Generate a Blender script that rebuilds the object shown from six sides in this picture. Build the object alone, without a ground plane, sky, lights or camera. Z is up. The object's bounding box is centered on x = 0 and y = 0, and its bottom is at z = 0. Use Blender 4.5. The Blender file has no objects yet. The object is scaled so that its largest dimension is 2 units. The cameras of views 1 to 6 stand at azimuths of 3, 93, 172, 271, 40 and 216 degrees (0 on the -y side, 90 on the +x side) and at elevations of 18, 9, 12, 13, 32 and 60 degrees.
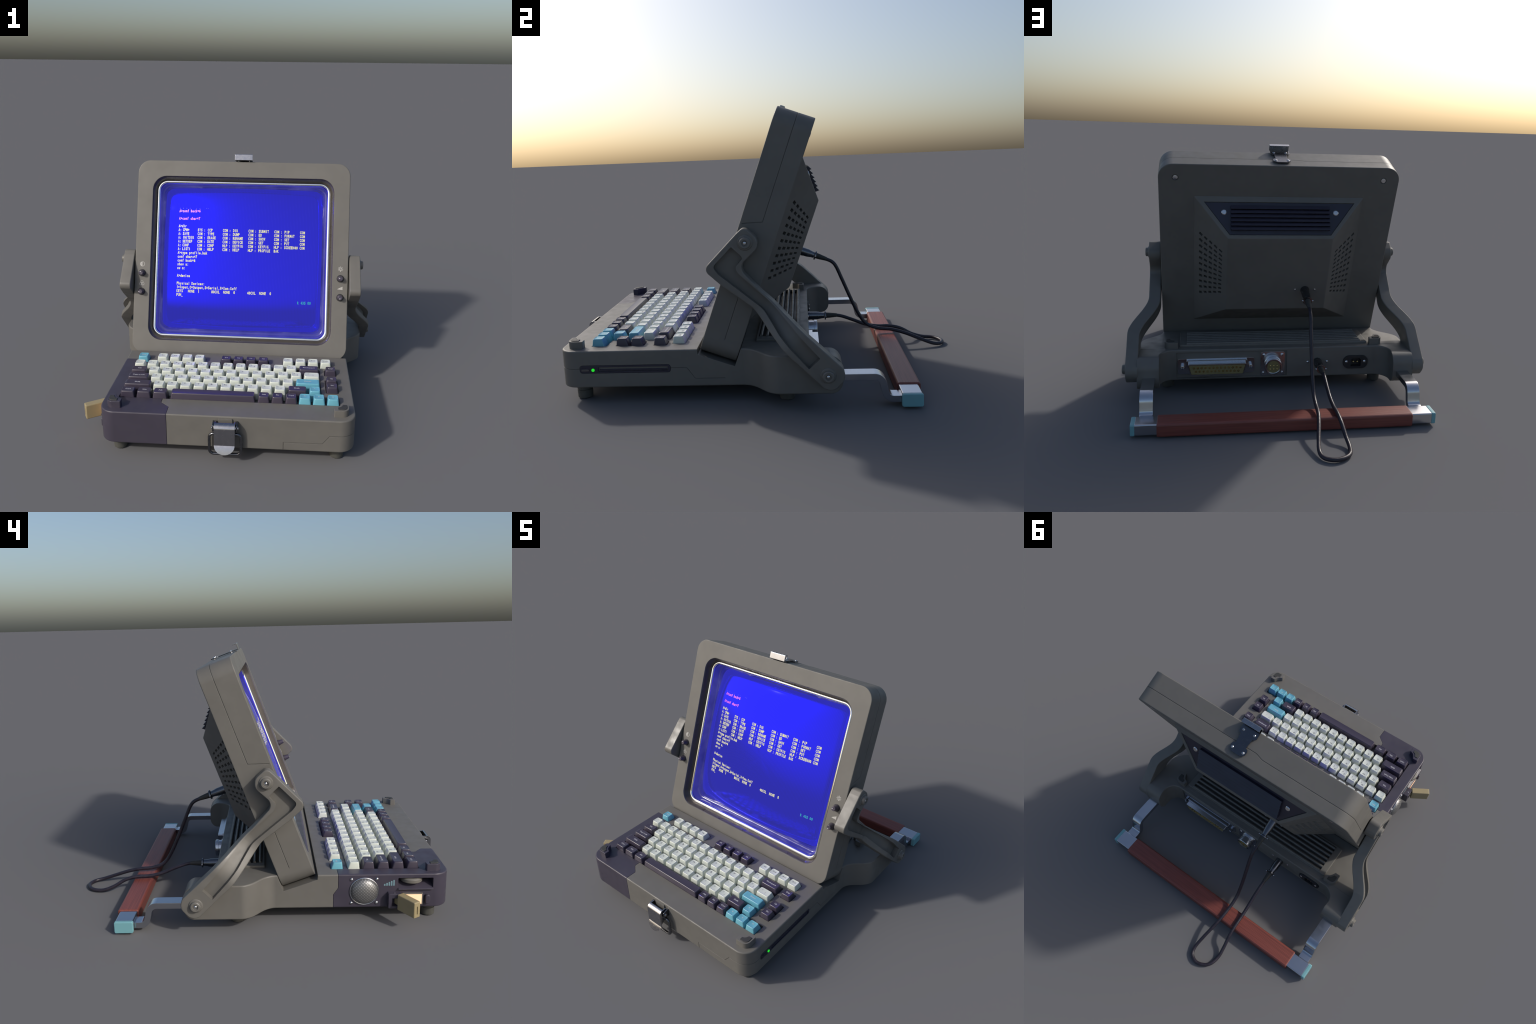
import bpy, bmesh, math, random
from mathutils import Vector, Matrix

random.seed(7)
COL = bpy.context.scene.collection

# ------------------------------------------------------------------ materials
def new_mat(name):
    m = bpy.data.materials.new(name)
    m.use_nodes = True
    nt = m.node_tree
    return m, nt, nt.nodes, nt.links, nt.nodes["Principled BSDF"]

def plain(name, col, rough=0.5, metal=0.0, var=0.10, scale=9.0, bump=0.0, bscale=300.0,
          rvar=0.10, bevel=0.0, coat=0.0, spec=0.5, smudge=None):
    """painted / moulded surface: base colour with soft mottling, uneven gloss and fine grain"""
    m, nt, N, L, b = new_mat(name)
    tc = N.new("ShaderNodeTexCoord")
    n1 = N.new("ShaderNodeTexNoise"); n1.inputs["Scale"].default_value = scale
    n1.inputs["Detail"].default_value = 6; n1.inputs["Roughness"].default_value = 0.62
    L.new(tc.outputs["Object"], n1.inputs["Vector"])
    r = N.new("ShaderNodeValToRGB")
    lo = [c * (1 - var) for c in col]; hi = [min(1, c * (1 + var)) for c in col]
    r.color_ramp.elements[0].position = 0.32; r.color_ramp.elements[0].color = (*lo, 1)
    r.color_ramp.elements[1].position = 0.70; r.color_ramp.elements[1].color = (*hi, 1)
    L.new(n1.outputs["Fac"], r.inputs["Fac"])
    out = r.outputs["Color"]
    if smudge:
        n3 = N.new("ShaderNodeTexNoise"); n3.inputs["Scale"].default_value = 5.5
        n3.inputs["Detail"].default_value = 8; n3.inputs["Roughness"].default_value = 0.7
        L.new(tc.outputs["Object"], n3.inputs["Vector"])
        mr = N.new("ShaderNodeMapRange")
        mr.inputs["From Min"].default_value = 0.60; mr.inputs["From Max"].default_value = 0.80
        mr.inputs["To Max"].default_value = 0.5
        L.new(n3.outputs["Fac"], mr.inputs["Value"])
        mx = N.new("ShaderNodeMix"); mx.data_type = 'RGBA'
        L.new(mr.outputs["Result"], mx.inputs["Factor"])
        L.new(out, mx.inputs[6]); mx.inputs[7].default_value = (*smudge, 1)
        out = mx.outputs[2]
    L.new(out, b.inputs["Base Color"])
    n2 = N.new("ShaderNodeTexNoise"); n2.inputs["Scale"].default_value = scale * 2.3
    n2.inputs["Detail"].default_value = 5
    L.new(tc.outputs["Object"], n2.inputs["Vector"])
    rr = N.new("ShaderNodeMapRange")
    rr.inputs["From Min"].default_value = 0.3; rr.inputs["From Max"].default_value = 0.7
    rr.inputs["To Min"].default_value = max(0.02, rough - rvar); rr.inputs["To Max"].default_value = min(1, rough + rvar)
    L.new(n2.outputs["Fac"], rr.inputs["Value"]); L.new(rr.outputs["Result"], b.inputs["Roughness"])
    b.inputs["Metallic"].default_value = metal
    b.inputs["Coat Weight"].default_value = coat
    b.inputs["Specular IOR Level"].default_value = spec
    nrm = None
    if bevel:
        bv = N.new("ShaderNodeBevel"); bv.samples = 4; bv.inputs["Radius"].default_value = bevel
        nrm = bv.outputs["Normal"]
    if bump:
        n4 = N.new("ShaderNodeTexNoise"); n4.inputs["Scale"].default_value = bscale
        L.new(tc.outputs["Object"], n4.inputs["Vector"])
        bp = N.new("ShaderNodeBump"); bp.inputs["Strength"].default_value = bump
        bp.inputs["Distance"].default_value = 0.002
        L.new(n4.outputs["Fac"], bp.inputs["Height"])
        if nrm: L.new(nrm, bp.inputs["Normal"])
        nrm = bp.outputs["Normal"]
    if nrm: L.new(nrm, b.inputs["Normal"])
    return m

def glow(name, col, strength, base=(0.02, 0.02, 0.02)):
    m, nt, N, L, b = new_mat(name)
    b.inputs["Base Color"].default_value = (*base, 1)
    b.inputs["Emission Color"].default_value = (*col, 1)
    b.inputs["Emission Strength"].default_value = strength
    b.inputs["Roughness"].default_value = 0.35
    return m

GREY = (0.137, 0.1315, 0.1195)
PURPLE = (0.050, 0.044, 0.064)
M = {}
M["grey"] = plain("case_grey_paint", GREY, 0.50, var=0.06, scale=7, bump=0.05, bscale=420, bevel=0.004, rvar=0.10)
M["arm"] = plain("arm_grey_paint", GREY, 0.44, var=0.07, scale=8, bump=0.04, bscale=420, rvar=0.12)
M["purple"] = plain("corner_purple_paint", PURPLE, 0.40, var=0.08, scale=7, bump=0.05, bscale=420, bevel=0.004, smudge=(0.085, 0.07, 0.08))
M["panel"] = plain("panel_purple_plastic", (0.026, 0.024, 0.042), 0.38, var=0.08, bevel=0.002)
M["dark"] = plain("dark_recess_plastic", (0.018, 0.018, 0.020), 0.55, var=0.1)
M["rim"] = plain("screen_surround_bronze", (0.060, 0.052, 0.045), 0.32, var=0.1, rvar=0.08)
M["white_key"] = plain("ivory_keycap_plastic", (0.600, 0.640, 0.570), 0.38, var=0.03, scale=14, rvar=0.03)
M["dark_key"] = plain("aubergine_keycap_plastic", (0.052, 0.044, 0.066), 0.30, var=0.04, scale=14, rvar=0.02)
M["blue_key"] = plain("sky_blue_keycap_plastic", (0.135, 0.390, 0.490), 0.33, var=0.03, scale=14, rvar=0.03)
M["ink_dark"] = plain("legend_ink_dark", (0.10, 0.095, 0.12), 0.5, var=0.05)
M["ink_light"] = plain("legend_ink_light", (0.56, 0.56, 0.58), 0.5, var=0.05)
M["decal"] = plain("printed_symbol_pale", (0.42, 0.41, 0.39), 0.5, var=0.25, scale=160)
M["bars"] = plain("volume_bar_teal", (0.16, 0.27, 0.31), 0.5, var=0.2, scale=90)
M["chrome"] = plain("polished_chrome", (0.92, 0.93, 0.95), 0.07, metal=1.0, var=0.02, rvar=0.04)
M["satin"] = plain("satin_steel", (0.56, 0.57, 0.60), 0.20, metal=1.0, var=0.02, scale=12, rvar=0.03)
M["latch"] = plain("worn_latch_steel", (0.42, 0.42, 0.44), 0.24, metal=1.0, var=0.06, scale=30, rvar=0.05)
M["gunmetal"] = plain("dark_gunmetal", (0.16, 0.165, 0.18), 0.24, metal=1.0, var=0.06, scale=30, rvar=0.05)
M["bolt"] = plain("bolt_steel", (0.62, 0.62, 0.63), 0.25, metal=1.0, var=0.05)
M["rubber"] = plain("black_rubber", (0.040, 0.040, 0.037), 0.62, var=0.12, scale=40, bump=0.1)
M["foot"] = plain("foot_rubber", (0.070, 0.070, 0.062), 0.60, var=0.1, scale=40, bump=0.1)
M["cable"] = plain("cable_sheath", (0.020, 0.016, 0.026), 0.42, var=0.25, scale=45, bump=0.35, bscale=90)
M["teal"] = plain("handle_cap_teal", (0.165, 0.370, 0.410), 0.36, var=0.04)
M["tan"] = plain("dongle_tan_plastic", (0.330, 0.270, 0.150), 0.42, var=0.06, bevel=0.003)
M["brass"] = plain("gold_pins", (0.62, 0.46, 0.18), 0.30, metal=1.0, var=0.08)
M["insulator"] = plain("connector_insulator", (0.20, 0.17, 0.075), 0.5, var=0.1)
M["wheel"] = plain("thumb_wheel_plastic", (0.15, 0.142, 0.125), 0.45, var=0.05)
M["led"] = glow("led_green", (0.02, 0.75, 0.03), 0.9)
M["indicator"] = glow("small_display_warm", (1.0, 0.56, 0.32), 1.0, (0.5, 0.35, 0.25))
M["orange"] = plain("orange_slider", (0.80, 0.16, 0.03), 0.4)
M["text_yellow"] = glow("screen_glyph_yellow", (0.85, 0.80, 0.36), 1.0)
M["text_white"] = glow("screen_glyph_white", (1.0, 0.98, 0.72), 1.0)
M["text_pink"] = glow("screen_glyph_pink", (1.0, 0.16, 0.85), 1.0)
M["text_cyan"] = glow("screen_glyph_cyan", (0.02, 0.35, 0.42), 1.0)
M["text_dim"] = glow("screen_glyph_dim", (0.07, 0.065, 0.50), 1.0)

def wood_mat():
    m, nt, N, L, b = new_mat("red_stained_wood")
    tc = N.new("ShaderNodeTexCoord")
    mp = N.new("ShaderNodeMapping"); mp.inputs["Scale"].default_value = (1.2, 60, 60)
    L.new(tc.outputs["Object"], mp.inputs["Vector"])
    n = N.new("ShaderNodeTexNoise"); n.inputs["Scale"].default_value = 2.6; n.inputs["Detail"].default_value = 6
    L.new(mp.outputs["Vector"], n.inputs["Vector"])
    r = N.new("ShaderNodeValToRGB")
    r.color_ramp.elements[0].position = 0.30; r.color_ramp.elements[0].color = (0.145, 0.039, 0.032, 1)
    r.color_ramp.elements[1].position = 0.66; r.color_ramp.elements[1].color = (0.215, 0.060, 0.046, 1)
    L.new(n.outputs["Fac"], r.inputs["Fac"]); L.new(r.outputs["Color"], b.inputs["Base Color"])
    w = N.new("ShaderNodeTexWave"); w.wave_type = 'BANDS'; w.bands_direction = 'Y'
    w.inputs["Scale"].default_value = 46; w.inputs["Distortion"].default_value = 0.3
    L.new(tc.outputs["Object"], w.inputs["Vector"])
    ad = N.new("ShaderNodeMath"); ad.operation = 'ADD'
    L.new(n.outputs["Fac"], ad.inputs[0]); L.new(w.outputs["Fac"], ad.inputs[1])
    bp = N.new("ShaderNodeBump"); bp.inputs["Strength"].default_value = 0.22; bp.inputs["Distance"].default_value = 0.002
    L.new(ad.outputs[0], bp.inputs["Height"]); L.new(bp.outputs["Normal"], b.inputs["Normal"])
    b.inputs["Roughness"].default_value = 0.42
    return m
M["wood"] = wood_mat()

def speaker_mat():
    m, nt, N, L, b = new_mat("woven_speaker_mesh")
    tc = N.new("ShaderNodeTexCoord")
    mp = N.new("ShaderNodeMapping"); mp.inputs["Rotation"].default_value = (math.radians(45), 0, 0)
    L.new(tc.outputs["Object"], mp.inputs["Vector"])
    waves = []
    for d in ('Y', 'Z'):
        w = N.new("ShaderNodeTexWave"); w.wave_type = 'BANDS'; w.bands_direction = d
        w.inputs["Scale"].default_value = 30; w.inputs["Distortion"].default_value = 0.6
        w.inputs["Detail"].default_value = 1
        L.new(mp.outputs["Vector"], w.inputs["Vector"]); waves.append(w)
    mu = N.new("ShaderNodeMath"); mu.operation = 'MULTIPLY'
    L.new(waves[0].outputs["Fac"], mu.inputs[0]); L.new(waves[1].outputs["Fac"], mu.inputs[1])
    r = N.new("ShaderNodeValToRGB")
    r.color_ramp.elements[0].color = (0.19, 0.19, 0.19, 1)
    r.color_ramp.elements[1].color = (0.31, 0.31, 0.31, 1); r.color_ramp.elements[1].position = 0.7
    L.new(mu.outputs[0], r.inputs["Fac"]); L.new(r.outputs["Color"], b.inputs["Base Color"])
    bp = N.new("ShaderNodeBump"); bp.inputs["Strength"].default_value = 0.35; bp.inputs["Distance"].default_value = 0.0012
    L.new(mu.outputs[0], bp.inputs["Height"]); L.new(bp.outputs["Normal"], b.inputs["Normal"])
    b.inputs["Metallic"].default_value = 0.7; b.inputs["Roughness"].default_value = 0.45
    return m
M["speaker"] = speaker_mat()

def phosphor_mat():
    """lit blue tube face: self-lit blue with a fine vertical aperture grille; blue-tinted gloss"""
    m, nt, N, L, b = new_mat("blue_tube_phosphor")
    tc = N.new("ShaderNodeTexCoord")
    w = N.new("ShaderNodeTexWave"); w.wave_type = 'BANDS'; w.bands_direction = 'X'
    w.inputs["Scale"].default_value = 36
    L.new(tc.outputs["Object"], w.inputs["Vector"])
    r = N.new("ShaderNodeValToRGB")
    r.color_ramp.elements[0].color = (0.028, 0.028, 0.30, 1)
    r.color_ramp.elements[1].color = (0.031, 0.031, 0.345, 1)
    L.new(w.outputs["Fac"], r.inputs["Fac"])
    b.inputs["Base Color"].default_value = (0.0, 0.0, 0.50, 1)
    b.inputs["Metallic"].default_value = 1.0
    b.inputs["Roughness"].default_value = 0.12
    L.new(r.outputs["Color"], b.inputs["Emission Color"])
    b.inputs["Emission Strength"].default_value = 1.0
    return m
M["phosphor"] = phosphor_mat()

def glass_edge_mat():
    m, nt, N, L, b = new_mat("tube_glass_border")
    tc = N.new("ShaderNodeTexCoord")
    n = N.new("ShaderNodeTexNoise"); n.inputs["Scale"].default_value = 7; n.inputs["Detail"].default_value = 6
    L.new(tc.outputs["Object"], n.inputs["Vector"])
    r = N.new("ShaderNodeValToRGB")
    r.color_ramp.elements[0].position = 0.35; r.color_ramp.elements[0].color = (0.030, 0.030, 0.24, 1)
    r.color_ramp.elements[1].position = 0.75; r.color_ramp.elements[1].color = (0.085, 0.080, 0.40, 1)
    L.new(n.outputs["Fac"], r.inputs["Fac"])
    L.new(r.outputs["Color"], b.inputs["Emission Color"]); b.inputs["Emission Strength"].default_value = 0.65  # mottled emission paints the tube's blue light and hazy reflections onto the border
    b.inputs["Base Color"].default_value = (0.02, 0.02, 0.12, 1)
    rr = N.new("ShaderNodeMapRange"); rr.inputs["To Min"].default_value = 0.05; rr.inputs["To Max"].default_value = 0.35
    L.new(n.outputs["Fac"], rr.inputs["Value"]); L.new(rr.outputs["Result"], b.inputs["Roughness"])
    bp = N.new("ShaderNodeBump"); bp.inputs["Strength"].default_value = 0.25; bp.inputs["Distance"].default_value = 0.01
    L.new(n.outputs["Fac"], bp.inputs["Height"]); L.new(bp.outputs["Normal"], b.inputs["Normal"])
    return m
M["glass_edge"] = glass_edge_mat()

# ------------------------------------------------------------------ mesh tools
ROOT = bpy.data.objects.new("portable_computer", None)
COL.objects.link(ROOT)
ROOT["label"] = "grey suitcase computer with lit blue screen and keyboard"
ROOT["category"] = "portable computer"

def finish_mesh(me, mat, angle=32, smooth=True):
    me.materials.clear()
    if mat: me.materials.append(M[mat])
    if smooth:
        me.shade_smooth(); me.set_sharp_from_angle(angle=math.radians(angle))

def obj_from(name, bm, mat=None, parent=ROOT, angle=32):
    me = bpy.data.meshes.new(name)
    bmesh.ops.recalc_face_normals(bm, faces=bm.faces)
    bm.to_mesh(me); bm.free()
    finish_mesh(me, mat, angle)
    o = bpy.data.objects.new(name, me)
    COL.objects.link(o); o.parent = parent
    return o

def bake(o, mat=None, angle=32):
    """apply the modifiers of an object"""
    dg = bpy.context.evaluated_depsgraph_get(); dg.update()
    me = bpy.data.meshes.new_from_object(o.evaluated_get(dg))
    old = o.data; o.modifiers.clear(); o.data = me; bpy.data.meshes.remove(old)
    mats = [m for m in me.materials]
    if mat: finish_mesh(me, mat, angle)
    else:
        me.shade_smooth(); me.set_sharp_from_angle(angle=math.radians(angle))
    return o

def kill(o):
    me = o.data; bpy.data.objects.remove(o); bpy.data.meshes.remove(me)

def cut(o, cutters, op='DIFFERENCE', mat=None, self_x=False, angle=32):
    for c in cutters:
        md = o.modifiers.new("b", 'BOOLEAN'); md.operation = op; md.object = c; md.solver = 'EXACT'
        md.use_self = self_x
        bake(o, mat, angle)
    bm = bmesh.new(); bm.from_mesh(o.data)
    bmesh.ops.remove_doubles(bm, verts=bm.verts, dist=4e-5)
    bmesh.ops.dissolve_degenerate(bm, dist=2e-5, edges=bm.edges)
    bm.to_mesh(o.data); bm.free()
    o.data.shade_smooth(); o.data.set_sharp_from_angle(angle=math.radians(angle))
    for c in cutters: kill(c)
    return o

def bevel(o, w, seg=2, angle=40, mat=None):
    md = o.modifiers.new("v", 'BEVEL'); md.width = w; md.segments = seg
    md.limit_method = 'ANGLE'; md.angle_limit = math.radians(angle); md.use_clamp_overlap = True
    return bake(o, mat or o.data.materials[0].name and None)

AX = {'x': lambda p, a: Vector((a, p[0], p[1])),     # p = (y, z)
      'y': lambda p, a: Vector((p[0], a, p[1])),     # p = (x, z)
      'z': lambda p, a: Vector((p[0], p[1], a))}     # p = (x, y)

# lid frame: p = (across, up the lid), a = depth behind the front face
TILT = math.radians(20); ST, CT = math.sin(TILT), math.cos(TILT)
UB, NF = 0.135, -0.333
def LID(p, a):
    u, n = p[1] + UB, a + NF
    return Vector((p[0], u * ST + n * CT, u * CT - n * ST))
AX['lid'] = LID
LID_OUT = Vector((0, -CT, ST)); LID_UP = Vector((0, ST, CT))

def rpoly(pts, r=0.0, seg=6):
    """round the corners of a polygon; r number or list"""
    out = []; n = len(pts)
    for i, p in enumerate(pts):
        rad = r[i] if isinstance(r, (list, tuple)) else r
        P = Vector(p); A = Vector(pts[i - 1]) - P; B = Vector(pts[(i + 1) % n]) - P
        if rad <= 1e-6 or A.length < 1e-9 or B.length < 1e-9:
            out.append(tuple(P)); continue
        a, b = A.normalized(), B.normalized()
        ang = a.angle(b)
        if ang > math.pi - 0.02: out.append(tuple(P)); continue
        d = min(rad / math.tan(ang / 2), A.length * 0.49, B.length * 0.49); rr = d * math.tan(ang / 2)
        c = P + (a + b).normalized() * (rr / math.sin(ang / 2))
        s, e = P + a * d - c, P + b * d - c
        a0 = math.atan2(s.y, s.x); da = math.atan2(e.y, e.x) - a0
        while da > math.pi: da -= 2 * math.pi
        while da < -math.pi: da += 2 * math.pi
        for k in range(seg + 1):
            t = a0 + da * k / seg
            out.append((c.x + rr * math.cos(t), c.y + rr * math.sin(t)))
    return out

def rect(x0, x1, y0, y1, r=0.0, seg=6):
    return rpoly([(x0, y0), (x1, y0), (x1, y1), (x0, y1)], r, seg)

def dense(pts, step=0.03):
    """subdivide the long edges of a closed outline"""
    out = []
    for a, b in zip(pts, pts[1:] + pts[:1]):
        n = max(1, int(math.dist(a, b) / step))
        out += [(a[0] + (b[0] - a[0]) * k / n, a[1] + (b[1] - a[1]) * k / n) for k in range(n)]
    return out

def circle(cx, cy, r, n=24):
    return [(cx + r * math.cos(2 * math.pi * i / n), cy + r * math.sin(2 * math.pi * i / n)) for i in range(n)]

def prism(name, pts, a0, a1, axis, mat=None, bev=0.0, seg=2, parent=ROOT, angle=32):
    f = AX[axis] if isinstance(axis, str) else axis
    bm = bmesh.new()
    lo = [bm.verts.new(f(p, a0)) for p in pts]; hi = [bm.verts.new(f(p, a1)) for p in pts]
    n = len(pts)
    bm.faces.new(lo); bm.faces.new(hi[::-1])
    for i in range(n):
        bm.faces.new((lo[i], hi[i], hi[(i + 1) % n], lo[(i + 1) % n]))
    o = obj_from(name, bm, mat, parent, angle)
    if bev:
        md = o.modifiers.new("v", 'BEVEL'); md.width = bev; md.segments = seg
        md.limit_method = 'ANGLE'; md.angle_limit = math.radians(40)
        bake(o, mat, angle)
    return o

def loft(name, rings, mat=None, caps=(True, True), parent=ROOT, angle=32):
    bm = bmesh.new(); R = [[bm.verts.new(p) for p in r] for r in rings]; n = len(R[0])
    for a, b in zip(R, R[1:]):
        for i in range(n): bm.faces.new((a[i], a[(i + 1) % n], b[(i + 1) % n], b[i]))
    if caps[0]: bm.faces.new(R[0][::-1])
    if caps[1]: bm.faces.new(R[-1])
    return obj_from(name, bm, mat, parent, angle)

def lathe(name, origin, axis, prof, mat=None, n=24, parent=ROOT, angle=32):
    """prof: list of (distance along axis, radius)"""
    o = Vector(origin); d = Vector(axis).normalized()
    q = d.to_track_quat('Z', 'Y'); ex, ey = q @ Vector((1, 0, 0)), q @ Vector((0, 1, 0))
    rings = [[o + d * t + (ex * math.cos(2 * math.pi * i / n) + ey * math.sin(2 * math.pi * i / n)) * max(r, 1e-4)
              for i in range(n)] for t, r in prof]
    return loft(name, rings, mat, (True, True), parent, angle)

def spline(pts, per=10):
    P = [Vector(p) for p in pts]; P = [2 * P[0] - P[1]] + P + [2 * P[-1] - P[-2]]
    out = []
    for i in range(1, len(P) - 2):
        a, b, c, d = P[i - 1:i + 3]
        for k in range(per):
            t = k / per
            out.append(0.5 * ((2 * b) + (c - a) * t + (2 * a - 5 * b + 4 * c - d) * t * t + (3 * b - a - 3 * c + d) * t ** 3))
    out.append(P[-2])
    return out

def tube(name, path, r, mat, n=12, closed=False, parent=ROOT):
    T = []
    m = len(path)
    for i in range(m):
        a = path[(i - 1) % m] if (closed or i) else path[0]
        b = path[(i + 1) % m] if (closed or i < m - 1) else path[-1]
        T.append((b - a).normalized())
    up = Vector((0, 0, 1)) if abs(T[0].z) < 0.9 else Vector((1, 0, 0))
    ex = T[0].cross(up).normalized(); rings = []
    for p, t in zip(path, T):
        ex = (ex - t * ex.dot(t)).normalized(); ey = t.cross(ex)
        rings.append([p + (ex * math.cos(2 * math.pi * i / n) + ey * math.sin(2 * math.pi * i / n)) * r for i in range(n)])
    if closed: rings.append(rings[0])
    return loft(name, rings, mat, (not closed, not closed), parent, 60)

def boxes(name, specs, mat=None, parent=ROOT):
    """specs: list of (centre, ex, ey, ez) with half-extent vectors"""
    bm = bmesh.new()
    for c, a, b, d in specs:
        c, a, b, d = Vector(c), Vector(a), Vector(b), Vector(d)
        v = [bm.verts.new(c + a * i + b * j + d * k) for i in (-1, 1) for j in (-1, 1) for k in (-1, 1)]
        for f in ((0, 1, 3, 2), (4, 6, 7, 5), (0, 4, 5, 1), (2, 3, 7, 6), (0, 2, 6, 4), (1, 5, 7, 3)):
            bm.faces.new([v[i] for i in f])
    return obj_from(name, bm, mat, parent)

def groove(path, normal, w=0.0018, depth=0.0024):
    """one mitred ribbon-shaped cutter that follows a polyline lying on a surface"""
    P = []
    ns = []
    for i, p in enumerate(path):
        p = Vector(p)
        if P and (p - P[-1]).length < 1e-5: continue
        P.append(p); ns.append(Vector(normal[min(i, len(normal) - 1)] if isinstance(normal, list) else normal).normalized())
    rings = []
    for i, p in enumerate(P):
        t0 = (P[i] - P[i - 1]).normalized() if i else (P[1] - P[0]).normalized()
        t1 = (P[i + 1] - P[i]).normalized() if i < len(P) - 1 else t0
        n = (ns[i] + (ns[i - 1] if i else ns[i])).normalized()
        s0, s1 = t0.cross(n), t1.cross(n)
        s = (s0 + s1).normalized(); k = 1 / max(0.3, s.dot(s0.normalized()))
        q = p - t0 * w / 2 if i == 0 else (p + t0 * w / 2 if i == len(P) - 1 else p)
        rings.append([q + s * (k * w / 2) + n * depth, q - s * (k * w / 2) + n * depth, q - s * (k * w / 2) - n * depth, q + s * (k * w / 2) - n * depth])
    return loft("groove_cutter", rings)

def link_parent(child, parent):
    child.parent = parent

# ------------------------------------------------------------------ base case
W, WR = 0.627, 0.742          # half widths: front and flared rear
ZB, ZT = 0.072, 0.246         # underside and deck
YF, YR, YL = -0.925, 0.226, 0.365
half = [(0.0, YF)] + rpoly([(0.0, YF), (W, YF), (W, 0.0)], [0, 0.078, 0], 12)[1:-1]
for k in range(21):          # flare of the rear flanks: two opposed arcs
    t = k / 20; s = 2 * t * t if t < 0.5 else 1 - 2 * (1 - t) ** 2
    half.append((W + (WR - W) * s, -0.076 + 0.170 * t))
half += [(WR, YL + 0.02), (0.629, YL + 0.02)]
half += rpoly([(0.629, YL + 0.02), (0.629, YR), (0.0, YR)], [0, 0.072, 0], 10)[1:-1]
half.append((0.0, YR))
plan = half + [(-x, y) for x, y in half[-2:0:-1]]

def make_base(name, mat):
    o = prism(name, plan, ZB, ZT, 'z', mat, bev=0.007, seg=3)
    side = rpoly([(-1.2, -0.2), (YL, ZB), (YL, ZT), (-1.2, ZT + 0.3)], 0)
    side = [(-1.3, 0.0), (-1.3, 0.4), (0.1, 0.4), (0.1, 0.30)] \
        + [(0.20, 0.30), (0.20, ZT - 0.0005)] + rpoly([(0.20, ZT - 0.0005), (YL, ZT - 0.0005), (YL, ZB + 0.0005), (0.20, ZB + 0.0005)], [0, 0.062, 0.055, 0], 9)[1:-1] \
        + [(0.20, ZB + 0.0005), (0.20, 0.0)]
    return cut(o, [prism("c", side, -1, 1, 'x')], 'INTERSECT', mat)

base = make_base("base_case", "grey")

# trench in which the lid stands, open to both sides
slot = [(-0.284, 0.30), (-0.279, 0.2216), (-0.1117, 0.1633), (-0.062, 0.30)]
cutters = [prism("c", slot, -0.9, 0.9, 'x')]

# keyboard layout --------------------------------------------------
PX, PY = 0.0697, 0.0732
X0 = -0.5588
ROWY = [-0.381] + [-0.4645 - PY * k for k in range(5)]
NAVX = 0.5245
keys = []      # (x centre, y, width, colour, legend)
def row(x, y, names, widths, cols):
    for nm, w, c in zip(names, widths, cols):
        keys.append((x + w / 2, y, w, c, nm)); x += w
    return x
keys.append((X0 + PX / 2, ROWY[0], PX, "blue_key", "Esc"))
for i in range(12):
    g, j = divmod(i, 4)
    keys.append(((-0.4145, -0.0550, 0.2935)[g] + j * PX, ROWY[0], PX, ("white_key", "dark_key", "white_key")[g], "F%d" % (i + 1)))
x = row(X0, ROWY[1], ["~ `", "! 1", "@ 2", "# 3", "$ 4", "% 5", "^ 6", "& 7", "* 8", "( 9", ") 0", "_ -", "+ ="], [PX] * 13, ["white_key"] * 13)
row(x, ROWY[1], ["Backspace"], [0.468 - x], ["dark_key"])
row(X0, ROWY[2], ["Tab"], [0.0955], ["dark_key"])
x = row(-0.4630, ROWY[2], list("QWERTYUIOP") + ["{ [", "} ]"], [PX] * 12, ["white_key"] * 12)
row(x, ROWY[2], ["| \\"], [0.469 - x], ["white_key"])
row(X0, ROWY[3], ["Caps Lock"], [0.1225], ["dark_key"])
x = row(-0.4360, ROWY[3], list("ASDFGHJKL") + [": ;", "\" '"], [PX] * 11, ["white_key"] * 11)
row(x, ROWY[3], ["Enter"], [0.468 - x], ["blue_key"])
row(X0, ROWY[4], ["Shift"], [0.152], ["dark_key"])
x = row(-0.4065, ROWY[4], list("ZXCVBNM") + ["< ,", "> .", "? /"], [PX] * 10, ["white_key"] * 10)
row(x, ROWY[4], ["Shift"], [0.398 - x], ["dark_key"])
keys.append((0.434, ROWY[4], PX, "blue_key", "^"))
row(X0 + 0.002, ROWY[5], ["Ctrl", "Win", "Alt"], [0.083] * 3, ["dark_key"] * 3)
keys.append((-0.0815, ROWY[5], 0.438, "dark_key", ""))
for k, nm in enumerate(["Alt", "Fn", "Ctrl"]):
    keys.append((0.1755 + k * 0.0690, ROWY[5], 0.0685, "dark_key", nm))
for k, nm in enumerate(["<", "v", ">"]):
    keys.append((0.382 + k * 0.0702, ROWY[5], PX, "blue_key", nm))
keys += [(NAVX, ROWY[1] - 0.0005, PX, "dark_key", "Del"), (NAVX, -0.5725, PX, "dark_key", "Up"), (NAVX, -0.6425, PX, "dark_key", "Dn")]

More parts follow.
